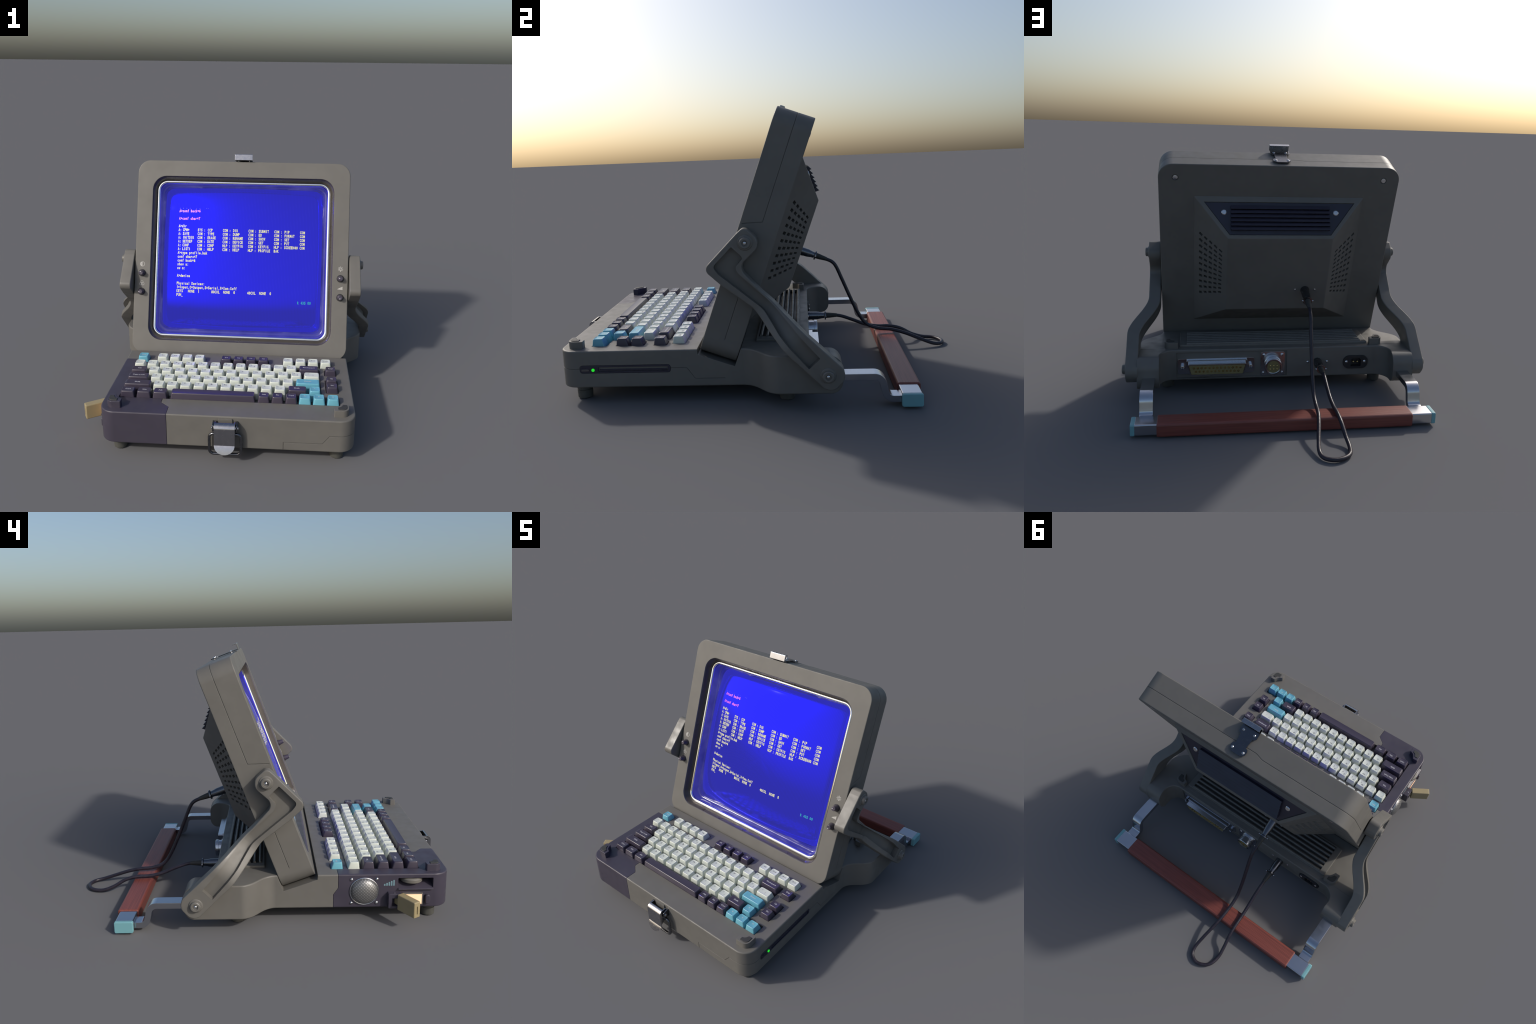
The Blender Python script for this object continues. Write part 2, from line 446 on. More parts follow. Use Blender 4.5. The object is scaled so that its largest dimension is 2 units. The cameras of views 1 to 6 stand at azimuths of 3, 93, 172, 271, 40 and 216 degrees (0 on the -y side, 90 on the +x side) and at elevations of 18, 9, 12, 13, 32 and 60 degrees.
wells = []
def well(x0, x1, y0, y1):
    wells.append(prism("c", rect(x0, x1, y0, y1, 0.004, 2), 0.212, 0.32, 'z'))
hy = 0.0318
well(X0 + 0.002, X0 + PX - 0.002, ROWY[0] - hy, ROWY[0] + hy)
for cx in (-0.4145, -0.0550, 0.2935):
    well(cx - PX / 2 + 0.002, cx + 3.5 * PX - 0.002, ROWY[0] - hy, ROWY[0] + hy)
main = [(X0 + 0.001, ROWY[5] - hy + 0.001), (X0 + 0.001, ROWY[1] + hy), (0.4675, ROWY[1] + hy),
        (0.4675, ROWY[4] - hy), (0.5575, ROWY[4] - hy), (0.5575, ROWY[5] - hy + 0.001)]
wells.append(prism("c", rpoly(main, 0.003, 2), 0.212, 0.32, 'z'))
well(NAVX - PX / 2 + 0.002, NAVX + PX / 2 - 0.002, ROWY[1] - hy, ROWY[1] + hy)
well(NAVX - PX / 2 + 0.002, NAVX + PX / 2 - 0.002, -0.6425 - hy, -0.5725 + hy)
cutters += wells

# side niche with volume wheel (left), disk slot (right), rear connector recess
cutters.append(prism("c", rect(-0.8417, -0.672, 0.173, 0.225, 0.003, 2), -0.70, -0.560, 'x'))
cutters.append(prism("c", rect(-0.8255, -0.4055, 0.1405, 0.1782, 0.012, 4), 0.6225, 0.70, 'x'))
cutters.append(prism("c", rect(-0.0622, 0.5425, 0.0835, 0.2295), 0.219, 0.26, 'y'))
cutters.append(prism("c", rect(-0.486, -0.424, 0.127, 0.179), 0.195, 0.25, 'y'))
cut(base, cutters, 'DIFFERENCE', "grey")

# panel joints on the right front corner and right flank
corner = [p for p in half if p[1] < -0.80 and p[0] > 0.555]
path = [Vector((0.2805, YF, 0.06)), Vector((0.2805, YF, 0.117)), Vector((0.469, YF, 0.117)), Vector((0.502, YF, 0.1612))]
path += [Vector((x, y, 0.1612)) for x, y in corner]
nrm = [(0, -1, 0)] * 4
for a, b in zip(corner, corner[1:]): nrm.append(((b[1] - a[1]), -(b[0] - a[0]), 0))
path += [Vector((W, -0.82, 0.1612))]; nrm.append((1, 0, 0))
cut(base, [groove(path, nrm)], 'DIFFERENCE', "grey")
cut(base, [groove([(W, -0.41, 0.1605), (W, -0.3305, 0.1605), (W, -0.2947, 0.1087), (W, -0.158, 0.1087)], (1, 0, 0))], 'DIFFERENCE', "grey")

# purple corner: split off the left front of the base
def purple_region(g):
    sidep = [(-1.2, 0.0), (-0.355 - g, 0.0), (-0.355 - g, 0.142), (-0.379 - g, 0.177), (-0.379 - g, 0.4), (-1.2, 0.4)]
    a = prism("region", sidep, -0.9, -0.50, 'x')
    planp = [(-0.55, -1.2), (-0.2878 - g, -1.2), (-0.2878 - g, -0.859), (-0.3324 - g, -0.8225), (-0.3324 - g, -0.77), (-0.55, -0.77)]
    b = prism("region_b", planp, 0.0, 0.4, 'z')
    return cut(a, [b], 'UNION')
purple = base.copy(); purple.data = base.data.copy(); purple.name = "corner_shell"; COL.objects.link(purple); purple.parent = ROOT
cut(base, [purple_region(0.0)], 'DIFFERENCE', "grey")
cut(purple, [purple_region(0.0015)], 'INTERSECT', "purple")

# ------------------------------------------------------------------ keys
KH = 0.062     # cap height; base sits in the well
KZ = 0.2163
def dish(x, hw):
    return 0.0038 * max(0.0, 1 - (x / hw) ** 2)
key_cache = {}
def key_mesh(w, mat):
    k = (round(w, 4), mat)
    if k in key_cache: return key_cache[k]
    bw, bd = w / 2 - 0.0042, 0.0300
    tw, td = w / 2 - 0.0098, 0.0226
    off = -0.0038       # steep front, sloping back
    spec = [(0, bw, bd, 0.004, 0), (KH * 0.47, bw - 0.0008, bd - 0.0008, 0.006, -0.0008), (KH - 0.006, tw + 0.0010, td + 0.0010, 0.008, off),
            (KH - 0.0018, tw, td, 0.008, off), (KH - 0.0002, tw - 0.002, td - 0.002, 0.007, off)]
    bm = bmesh.new(); rings = []
    for z, a, b, r, dy in spec:
        rings.append([bm.verts.new((x, y + dy, z)) for x, y in rect(-a, a, -b, b, r, 4)])
    # dished top
    long_key = w > 0.2
    for f in (0.86, 0.6, 0.3):
        ring = []
        for x, y in rect(-(tw - 0.002), tw - 0.002, -(td - 0.002), td - 0.002, 0.007, 4):
            X = x - (1 - f) * (td if not long_key else td) * (1 if x > 0 else -1) if long_key else x * f
            Y = y * f
            d = dish(Y, td) * 0.4 if long_key else dish(X, tw) * (0.8 if w < 0.08 else 0.6)
            ring.append(bm.verts.new((X, Y + off, KH - (0 if long_key else 0) - d)))
        rings.append(ring)
    n = len(rings[0])
    for a, b in zip(rings, rings[1:]):
        for i in range(n): bm.faces.new((a[i], a[(i + 1) % n], b[(i + 1) % n], b[i]))
    bm.faces.new(rings[-1]); bm.faces.new(rings[0][::-1])
    me = bpy.data.meshes.new("key"); bmesh.ops.recalc_face_normals(bm, faces=bm.faces); bm.to_mesh(me); bm.free()
    finish_mesh(me, mat, 42)
    key_cache[k] = me
    return me

# lettering from the built-in font, as flat mesh --------------------
glyph_cache = {}
def text_mesh(body, offset=0.0):
    k = (body, offset)
    if k in glyph_cache: return glyph_cache[k]
    cu = bpy.data.curves.new("t", 'FONT'); cu.body = body; cu.size = 1.0; cu.resolution_u = 2; cu.offset = offset
    o = bpy.data.objects.new("t", cu); COL.objects.link(o)
    dg = bpy.context.evaluated_depsgraph_get(); dg.update()
    me = bpy.data.meshes.new_from_object(o.evaluated_get(dg))
    v = [p.co.copy() for p in me.vertices]; f = [list(p.vertices) for p in me.polygons]
    bpy.data.objects.remove(o); bpy.data.curves.remove(cu); bpy.data.meshes.remove(me)
    glyph_cache[k] = (v, f)
    return v, f

def flat_text(name, items, mat, place, parent=ROOT, offset=0.0, squeeze=1.3):
    """items: list of (text, x, y, height, width or None); place(x, y) -> world point"""
    bm = bmesh.new()
    for body, x, y, h, wid in items:
        v, f = text_mesh(body, offset)
        if not v: continue
        x0 = min(p.x for p in v); x1 = max(p.x for p in v)
        sc = h / 0.73
        sx = sc if wid is None else min(sc * squeeze, wid / max(1e-6, x1 - x0))
        if squeeze < 1 and wid: x += (wid - (x1 - x0) * sx) / 2
        vs = [bm.verts.new(place(x + (p.x - x0) * sx, y + p.y * sc)) for p in v]
        for q in f:
            try: bm.faces.new([vs[i] for i in q])
            except ValueError: pass
    me = bpy.data.meshes.new(name); bm.to_mesh(me); bm.free()
    me.materials.append(M[mat])
    o = bpy.data.objects.new(name, me); COL.objects.link(o); o.parent = parent
    return o

for i, (kx, ky, kw, kc, nm) in enumerate(keys):
    o = bpy.data.objects.new("key", key_mesh(kw, kc))
    o.location = (kx, ky, KZ); COL.objects.link(o); o.parent = ROOT
    if not nm: continue
    tw = kw / 2 - 0.0116; td = 0.0206
    ink = "ink_dark" if kc == "white_key" else "ink_light"
    def place(px, py, kw=kw, tw=tw):
        return Vector((px, py, KH + 0.0004 - dish(px, tw) * (0.8 if kw < 0.08 else 0.6) * (1 - 0.0 * py)))
    items = []
    if " " in nm and len(nm) == 3:
        a, b = nm.split(" ")
        items = [(a, -tw * 0.55, 0.002, 0.0095, None), (b, tw * 0.12, -0.012, 0.0100, None)]
    elif len(nm) == 1 and nm.isalpha() and nm.isupper():
        items = [(nm, -0.010, -0.002, 0.0130, None)]
    elif len(nm) == 1:
        items = [(nm, -0.006, -0.004, 0.011, 0.011)]
    else:
        wid = min(2 * tw - 0.008, 0.0072 * len(nm))
        items = [(nm, -wid / 2, -0.0045, 0.0095, wid)]
    flat_text("key_legend", items, ink, place, o, 0.012)

# ------------------------------------------------------------------ base furniture
# L-shaped rubber-topped bumpers
def bumper(cx, cy, sx, sy):
    o = [(-0.036, -0.036), (0.036, -0.036), (0.036, 0.036), (0.004, 0.036), (-0.006, 0.014), (-0.014, 0.004), (-0.036, -0.006)]
    def m(p, s=1.0, q=(0.006, -0.006)): return (cx + sx * (q[0] + (p[0] - q[0]) * s), cy + sy * (q[1] + (p[1] - q[1]) * s))
    body = rpoly([m(p) for p in o], [0.004, 0.030, 0.004, 0.003, 0.01, 0.01, 0.003], 6)
    b = prism("bumper", body, ZT - 0.004, 0.281, 'z', "purple" if (sx < 0 and cy < 0) else "arm", bev=0.002)
    inn = rpoly([m(p, 0.62, (0.013, -0.013)) for p in o], [0.003, 0.024, 0.003, 0.002, 0.008, 0.008, 0.002], 6)
    prism("bumper_pad", inn, 0.276, 0.2845, 'z', "rubber", bev=0.002, seg=3, parent=b)
for sx in (1, -1):
    bumper(sx * 0.557, -0.853, sx, 1)
    bumper(sx * 0.572, 0.172, sx, -1)

# feet
for fx, fy in ((0.545, -0.84), (-0.545, -0.84), (0.597, 0.12), (-0.597, 0.12)):
    lathe("foot", (fx, fy, 0.0), (0, 0, 1), [(0, 0.031), (0.004, 0.0345), (0.040, 0.0355), (0.041, 0.0325), (0.044, 0.0325), (0.045, 0.0355), (0.078, 0.0365)], "foot", 28)

# rear vent: raised frame with slats
vent = prism("vent_frame", rect(-0.527, 0.527, -0.021, 0.183), ZT - 0.004, 0.2585, 'z', "grey", bev=0.005)
cut(vent, [prism("c", rect(-0.489, 0.489, -0.008, 0.1765), 0.236, 0.30, 'z')], 'DIFFERENCE', "grey")
cut(base, [prism("c", rect(-0.489, 0.489, -0.008, 0.1765), 0.237, 0.30, 'z')], 'DIFFERENCE', "grey")
slat0 = None
for k in range(7):
    yk = 0.0020 + k * 0.0282
    if slat0 is None:
        slat0 = prism("vent_slat", rpoly([(-0.0085, 0.235), (0.0085, 0.235), (0.0062, 0.2665), (-0.0062, 0.2665)], [0, 0, 0.0055, 0.0055], 4), -0.4885, 0.4885, 'x', "arm")
        slat0.location.y = yk; slat = slat0
    else:
        slat = slat0.copy(); COL.objects.link(slat); slat.location.y = yk
    slat.parent = vent

# disk drive plate on the right flank
plate = prism("disk_plate", rect(-0.8247, -0.4063, 0.1413, 0.1774, 0.012, 6), 0.612, 0.6285, 'x', "panel", bev=0.0015)
cut(plate, [prism("c", rect(-0.738, -0.418, 0.150, 0.170, 0.002, 2), 0.622, 0.64, 'x')], 'DIFFERENCE', "panel")
prism("disk_flap", rect(-0.734, -0.422, 0.1515, 0.1600), 0.615, 0.6255, 'x', "panel", bev=0.001, parent=plate)
prism("eject_button", rect(-0.8175, -0.7815, 0.1515, 0.1625, 0.004, 4), 0.62, 0.6315, 'x', "gunmetal", bev=0.001, parent=plate)
lathe("status_led", (0.6275, -0.7637, 0.157), (1, 0, 0), [(0, 0.0074), (0.003, 0.0074), (0.0055, 0.0045), (0.006, 0.0005)], "led", 16, parent=plate)

# left flank: speaker, rivets, volume bars, thumb wheel, port, display, button
sp_y, sp_z, sp_r = -0.507, 0.159, 0.0655
prof = [(-0.012, sp_r)] + [(0.030 * math.sin(a) + 0.001, sp_r * math.cos(a)) for a in [i * math.pi / 2 / 10 for i in range(11)]]
lathe("speaker_dome", (-W, sp_y, sp_z), (-1, 0, 0), prof, "speaker", 48)
ringp = [Vector((-W - 0.002, sp_y + 0.0685 * math.cos(t), sp_z + 0.0685 * math.sin(t))) for t in [2 * math.pi * i / 48 for i in range(48)]]
tube("speaker_ring", ringp, 0.0042, "satin", 8, True)
for yy, zz in ((-0.445, 0.2215), (-0.5685, 0.2222), (-0.4445, 0.0984), (-0.5683, 0.0982)):
    lathe("rivet", (-W + 0.002, yy, zz), (-1, 0, 0), [(0, 0.0085), (0.004, 0.0082), (0.007, 0.006), (0.0085, 0.003), (0.009, 0.0005)], "bolt", 16)
for k in range(5):
    yk = -0.6065 - k * 0.0112
    prism("volume_bar", rect(yk - 0.0036, yk + 0.0036, 0.1862, 0.1955 + k * 0.005), -W - 0.0008, -W + 0.002, 'x', "bars")
# niche floor ramp and wheel
prism("niche_ramp", [(-0.640, 0.170), (-0.555, 0.170), (-0.555, 0.205), (-0.575, 0.197), (-0.6265, 0.1745)], -0.8417, -0.672, 'y' if False else (lambda p, a: Vector((p[0], a, p[1]))), "purple")
lathe("thumb_wheel", (-0.585, -0.743, 0.1955), (0, 0, 1), [(0, 0.046), (0.003, 0.0515), (0.006, 0.054), (0.020, 0.054), (0.023, 0.0515), (0.0265, 0.046)], "wheel", 40)
port = prism("port_housing", rpoly([(-0.686, 0.080), (-0.620, 0.080), (-0.620, 0.156), (-0.686, 0.156)], 0.005, 3), -0.661, -0.60, 'x', "purple", bev=0.003)
cut(port, [prism("c", rect(-0.70, -0.638, 0.092, 0.134), -0.70, -0.628, 'x')], 'DIFFERENCE', "purple")
lathe("port_screw", (-0.645, -0.652, 0.1555), (0, 0, 1), [(0, 0.004), (0.0015, 0.004), (0.002, 0.003)], "bolt", 12, parent=port)
dd = Vector((-0.85, -0.527, 0)).normalized(); ds = Vector((-dd.y, dd.x, 0))
dcen = Vector((-0.708, -0.706, 0.1195))
def DNG(p, a): return dcen + dd * p[0] + ds * p[1] + Vector((0, 0, a))
dongle = prism("dongle", rect(-0.056, 0.058, -0.0195, 0.0195), -0.040, 0.040, DNG, "tan", bev=0.005, seg=3)
cut(dongle, [prism("c", rect(0.050, 0.07, -0.003, 0.002), -0.022, 0.018, DNG)], 'DIFFERENCE', "tan")
prism("dongle_plug", rect(-0.085, -0.05, -0.011, 0.011), -0.021, 0.020, DNG, "tan", bev=0.003, parent=dongle)
prism("display_frame", rect(-0.793, -0.694, 0.087, 0.1485), -0.634, -0.62, 'x', "wheel", bev=0.002)
prism("small_display", rect(-0.787, -0.700, 0.093, 0.1425), -0.6352, -0.63, 'x', "indicator")
prism("slide_switch", rect(-0.6985, -0.690, 0.125, 0.143), -0.641, -0.63, 'x', "orange")
prism("push_button", rect(-0.826, -0.803, 0.094, 0.141, 0.009, 4), -0.645, -0.62, 'x', "purple", bev=0.004, seg=3)

# ------------------------------------------------------------------ rear connectors
YP = 0.219
lathe_n = 24
dplate = prism("serial_plate", rect(0.119, 0.537, 0.1063, 0.1937, 0.012, 5), YP - 0.004, YP + 0.006, 'y', "satin", bev=0.001)
prism("serial_skirt", rpoly([(0.158, 0.1885), (0.491, 0.1885), (0.475, 0.110), (0.174, 0.110)], 0.006, 4), YP, 0.246, 'y', "satin", bev=0.001, parent=dplate)
shell = prism("serial_shell", rpoly([(0.166, 0.1795), (0.483, 0.1795), (0.468, 0.116), (0.181, 0.116)], 0.006, 4), YP, 0.2745, 'y', "satin", bev=0.001, parent=dplate)
cut(shell, [prism("c", rpoly([(0.172, 0.1745), (0.477, 0.1745), (0.463, 0.121), (0.186, 0.121)], 0.004, 4), 0.266, 0.29, 'y')], 'DIFFERENCE', "satin")
prism("serial_insert", rpoly([(0.1725, 0.174), (0.4765, 0.174), (0.4625, 0.1215), (0.1865, 0.1215)], 0.004, 4), 0.26, 0.2715, 'y', "insulator", parent=dplate)
for r_, (cnt, zz, sh) in enumerate(((13, 0.158, 0.0), (12, 0.138, 0.0105))):
    for k in range(cnt):
        lathe("socket_pin", (0.200 + sh + k * 0.0208, 0.2695, zz), (0, 1, 0), [(0, 0.0062), (0.0045, 0.0058), (0.0046, 0.003), (0.0010, 0.0028)], "brass", 10, parent=dplate)
for xx in (0.1415, 0.5105):
    lathe("jack_screw", (xx, YP, 0.150), (0, 1, 0), [(0, 0.013), (0.030, 0.013), (0.031, 0.009), (0.022, 0.006)], "satin", 6, parent=dplate)
cplate = prism("round_connector_plate", rect(-0.0503, 0.0838, 0.0848, 0.2235, 0.012, 5), YP - 0.004, YP + 0.006, 'y', "satin", bev=0.001)
lathe("round_connector", (0.017, YP, 0.151), (0, 1, 0), [(0, 0.049), (0.010, 0.049), (0.012, 0.046), (0.038, 0.046), (0.040, 0.049), (0.053, 0.049), (0.0555, 0.047), (0.0555, 0.041), (0.042, 0.040)], "satin", 36, parent=cplate)
lathe("round_insert", (0.017, YP + 0.02, 0.151), (0, 1, 0), [(0, 0.035), (0.0275, 0.035), (0.0285, 0.033)], "insulator", 32, parent=cplate)
for k in range(6):
    lathe("connector_pin", (0.017 + (k % 3 - 1) * 0.019, YP + 0.046, 0.151 + (0.009 if k < 3 else -0.011)), (0, 1, 0), [(0, 0.0045), (0.007, 0.004), (0.009, 0.001)], "brass", 10, parent=cplate)
for xx in (-0.034, 0.067):
    for zz in (0.102, 0.207):
        lathe("plate_screw", (xx, YP + 0.004, zz), (0, 1, 0), [(0, 0.0085), (0.004, 0.008), (0.007, 0.004), (0.0075, 0.0005)], "bolt", 14, parent=cplate)
inlet = prism("power_inlet", rect(-0.525, -0.3822, 0.1145, 0.1915, 0.036, 10), YR - 0.014, 0.236, 'y', "dark", bev=0.003)
cut(inlet, [prism("c", rpoly([(-0.484, 0.1285), (-0.426, 0.1285), (-0.426, 0.168), (-0.436, 0.177), (-0.474, 0.177), (-0.484, 0.168)], 0.002, 2), 0.20, 0.26, 'y')], 'DIFFERENCE', "dark")
prism("inlet_core", rect(-0.485, -0.425, 0.128, 0.178), 0.196, 0.210, 'y', "dark", parent=inlet)
for xx in (-0.443, -0.466):
    lathe("inlet_pin", (xx, 0.218, 0.153), (0, 1, 0), [(0, 0.005), (0.011, 0.0045), (0.013, 0.001)], "brass", 10, parent=inlet)
for xx in (-0.3995, -0.5045):
    lathe("inlet_screw", (xx, 0.235, 0.1565), (0, 1, 0), [(0, 0.009), (0.002, 0.0085), (0.0045, 0.005), (0.005, 0.0005)], "bolt", 16, parent=inlet)
for xx in (-0.18, -0.289):
    lathe("panel_screw", (xx, YR - 0.001, 0.158), (0, 1, 0), [(0, 0.0075), (0.002, 0.007), (0.004, 0.0035), (0.0045, 0.0005)], "bolt", 14)

# ------------------------------------------------------------------ front latch
def offset_path(path, t):
    up, dn = [], []
    for i, p in enumerate(path):
        a = Vector(path[max(0, i - 1)]); b = Vector(path[min(len(path) - 1, i + 1)])
        d = (b - a).normalized(); n = Vector((-d.y, d.x))
        up.append(tuple(Vector(p) + n * t)); dn.append(tuple(Vector(p) - n * t))
    return up + dn[::-1]
def arc(cx, cz, r, a0, a1, n=8):
    return [(cx + r * math.cos(a0 + (a1 - a0) * i / n), cz + r * math.sin(a0 + (a1 - a0) * i / n)) for i in range(n + 1)]
latch = prism("draw_latch", offset_path([(-0.9790, 0.122)] + arc(-0.9550, 0.2045, 0.0240, math.pi, math.pi / 2, 10), 0.0025), -0.050, 0.050, 'x', "latch", bev=0.0008)
for s in (1, -1):
    prism("latch_cheek", rpoly([(-0.978, 0.135), (-0.978, 0.2295), (-0.930, 0.2295), (-0.930, 0.175), (-0.945, 0.158)], [0.002, 0.022, 0.004, 0.012, 0.01], 6),
          s * 0.050 - s * 0.005, s * 0.050, 'x', "latch", bev=0.001, parent=latch)
    prism("hinge_lug", rpoly([(-0.962, 0.183), (-0.962, 0.217), (-0.922, 0.226), (-0.922, 0.178)], 0.006, 4), s * 0.053, s * 0.061, 'x', "gunmetal", bev=0.001, parent=latch)
lathe("latch_pin", (-0.066, -0.951, 0.201), (1, 0, 0), [(0, 0.006), (0.002, 0.008), (0.130, 0.008), (0.132, 0.006)], "satin", 14, parent=latch)
# outward-flared thumb tongue, half-round
tong = []
bm = bmesh.new(); NA = 18; rows_ = []
for j in range(7):
    f = j / 6
    rr = []
    for i in range(NA + 1):
        t = math.pi * i / NA
        xx = -0.050 * math.cos(t); dz = 0.041 * math.sin(t) * f
        rr.append((xx, -0.979 - 0.0205 * (dz / 0.041) ** 0.8, 0.124 - dz))
    rows_.append(rr)
vf = [[bm.verts.new(p) for p in r] for r in rows_]; vb = [[bm.verts.new((p[0], p[1] + 0.005, p[2])) for p in r] for r in rows_]
for V_ in (vf, vb):
    for a, b in zip(V_, V_[1:]):
        for i in range(NA): bm.faces.new((a[i], a[i + 1], b[i + 1], b[i]))
for i in range(NA):
    bm.faces.new((vf[-1][i], vf[-1][i + 1], vb[-1][i + 1], vb[-1][i])); bm.faces.new((vf[0][i], vf[0][i + 1], vb[0][i + 1], vb[0][i]))
bmesh.ops.remove_doubles(bm, verts=bm.verts, dist=1e-5)
obj_from("latch_tongue", bm, "latch", latch, 50)
loop = [Vector((x, -0.9455, z)) for x, z in rect(-0.077, 0.077, 0.052, 0.164, 0.022, 8)]
tube("latch_loop", loop, 0.0072, "gunmetal", 12, True, latch)
prism("latch_tab", rect(-0.034, 0.034, 0.19, 0.236, 0.003, 2), -0.933, -0.92, 'y', "arm", bev=0.002)

# ------------------------------------------------------------------ lid
LH, LD = 1.1300, 0.170
CATU = 1.1355
lid = prism("lid_shell", rect(-W, W, -0.017, LH, 0.075, 12), -0.0025, LD, 'lid', "grey", bev=0.004, seg=3)
OPEN = (-0.536, 0.536, 0.066, 1.037)
cut(lid, [prism("c", rect(*OPEN, 0.082, 12), -0.05, 0.120, 'lid')], 'DIFFERENCE', "grey")
# pyramid bulge at the back
bx, bu0, bu1, tx, tu0, tu1, bn = 0.449, 0.155, 0.956, 0.276, 0.329, 0.783, 0.3095
bulge = loft("lid_bulge", [[LID(p, LD - 0.03) for p in rect(-bx, bx, bu0, bu1)],
                           [LID(p, LD) for p in rect(-bx, bx, bu0, bu1)],
                           [LID(p, bn) for p in rect(-tx, tx, tu0, tu1)]], "grey")
md = bulge.modifiers.new("v", 'BEVEL'); md.width = 0.004; md.segments = 2; md.limit_method = 'ANGLE'; md.angle_limit = math.radians(20)
bake(bulge, "grey")
# vent holes on both flanks of the bulge: rows fan out towards the lid
def side_pt(s, f, u):     # f 0 at lid .. 1 at crest
    return LID((s * (bx + (tx - bx) * f), u), LD + (bn - LD) * f)
for s in (1, -1):
    sp = []
    nvec = (side_pt(s, 1, 0.5) - side_pt(s, 0, 0.5)).cross(LID_UP).normalized()
    if nvec.x * s < 0: nvec = -nvec
    for j in range(5):
        f = 0.21 + 0.59 * j / 4
        lo, hi = 0.370 + (0.427 - 0.370) * j / 4, 0.746 + (0.692 - 0.746) * j / 4
        for i in range(11):
            u = lo + (hi - lo) * i / 10
            c = side_pt(s, f, u)
            along = (side_pt(s, f + 0.05, u + ((-0.0045) + 0.0102 * (1 - i / 10) - 0.002)) - c).normalized()
            up = nvec.cross(along).normalized()
            hh = 0.0076 * (hi - lo) / 0.376
            sp.append((c - nvec * 0.004, along * 0.0105, up * hh, nvec * 0.016))
    cut(bulge, [boxes("c", sp)], 'DIFFERENCE', "grey")
# purple louvre plate on the upper slope of the bulge
def TOPF(p, a):           # p = (x, f) with f 0 at lid edge .. 1 at crest, a = height above slope
    q = LID((p[0], bu1 + (tu1 - bu1) * p[1]), LD + (bn - LD) * p[1])
    d1 = LID((0, tu1), bn) - LID((0, bu1), LD)
    nn = d1.cross(Vector((1, 0, 0))).normalized()
    if nn.y < 0: nn = -nn
    return q + nn * a
plp = [(-0.397, 0.138), (0.397, 0.138), (0.2665, 0.915), (-0.2665, 0.915)]
cut(bulge, [prism("c", plp, -0.007, 0.05, TOPF)], 'DIFFERENCE', "grey")
pin_ = [(-0.394, 0.146), (0.394, 0.146), (0.2645, 0.907), (-0.2645, 0.907)]
lplate = prism("louvre_plate", pin_, -0.010, -0.003, TOPF, "panel", bev=0.0015)
L0, L1 = 0.225, 0.815
for k in range(6):
    f0 = L0 + (L1 - L0) * k / 6; f1 = L0 + (L1 - L0) * (k + 0.90) / 6
    tri = [(f0, -0.004), (f0, 0.0105), (f1, 0.0205), (f1, -0.004)]
    prism("louvre", tri, -0.260, 0.260, (lambda p, a: TOPF((a, p[0]), p[1])), "panel", bev=0.001, parent=lplate)
for xx in (0.2945, -0.2945):
    c = TOPF((xx, 0.375), -0.004)
    nn = TOPF((0, 0.4), 1.0) - TOPF((0, 0.4), 0.0)
    lathe("louvre_screw", c, nn, [(0, 0.0145), (0.004, 0.0145), (0.0065, 0.011), (0.0068, 0.0005)], "bolt", 20, parent=lplate)
# rear corner screws in shallow counterbores, lower hinge screws
nb = -LID_OUT
for xx in (0.5415, -0.5415):
    cut(lid, [lathe("c", LID((xx, 1.0565), LD - 0.004), nb, [(0, 0.0165), (0.02, 0.0165)], None, 24)], 'DIFFERENCE', "grey")
    lathe("lid_screw", LID((xx, 1.0565), LD - 0.006), nb, [(0, 0.0125), (0.006, 0.0125), (0.0075, 0.010), (0.008, 0.0005)], "bolt", 20, parent=lid)
# lid joint lines
SN = 0.1035
def lidp(x, u, n): return LID((x, u), n)
rc = [p for p in rect(-W, W, -0.017, LH, 0.075, 12)]
def midpoints(pts):     # keeps the cutter's corners away from the shell's own vertices
    return [pts[0]] + [((a[0] + b[0]) / 2, (a[1] + b[1]) / 2) for a, b in zip(pts[1:-1], pts[2:-1])] + [pts[-1]]
def ring_groove(pts, n):
    pts = midpoints(pts)
    path = [LID(p, n) for p in pts]; ns = []
    for a, b in zip(pts, pts[1:]):
        t = Vector((b[0] - a[0], b[1] - a[1])).normalized()
        ns.append(Vector((t.y, 0, 0)) - LID_UP * t.x)
    return groove(path, ns)
top_r = [(W, 0.640)] + [p for p in rc if p[1] > 0.8 and p[0] > 0] + [(-0.085, LH)]
top_l = [(-0.125, LH)] + [p for p in rc if p[1] > 0.8 and p[0] < 0] + [(-W, 0.640)]
cut(lid, [ring_groove(top_r, SN - 0.012)], 'DIFFERENCE', "grey")
cut(lid, [ring_groove(top_l, SN)], 'DIFFERENCE', "grey")
cut(lid, [groove([lidp(-0.085, LH, SN - 0.012), lidp(-0.125, LH, SN)], LID_UP)], 'DIFFERENCE', "grey")
for s in (1, -1):
    nn = SN - 0.012 if s > 0 else SN
    cut(lid, [groove([lidp(s * W, 0.640, nn), lidp(s * W, 0.606, 0.008)], (s, 0, 0))], 'DIFFERENCE', "grey")
    cut(lid, [groove([lidp(s * W, 0.365, nn - 0.03), lidp(s * W, 0.33, nn), lidp(s * W, 0.085, nn)], (s, 0, 0))], 'DIFFERENCE', "grey")

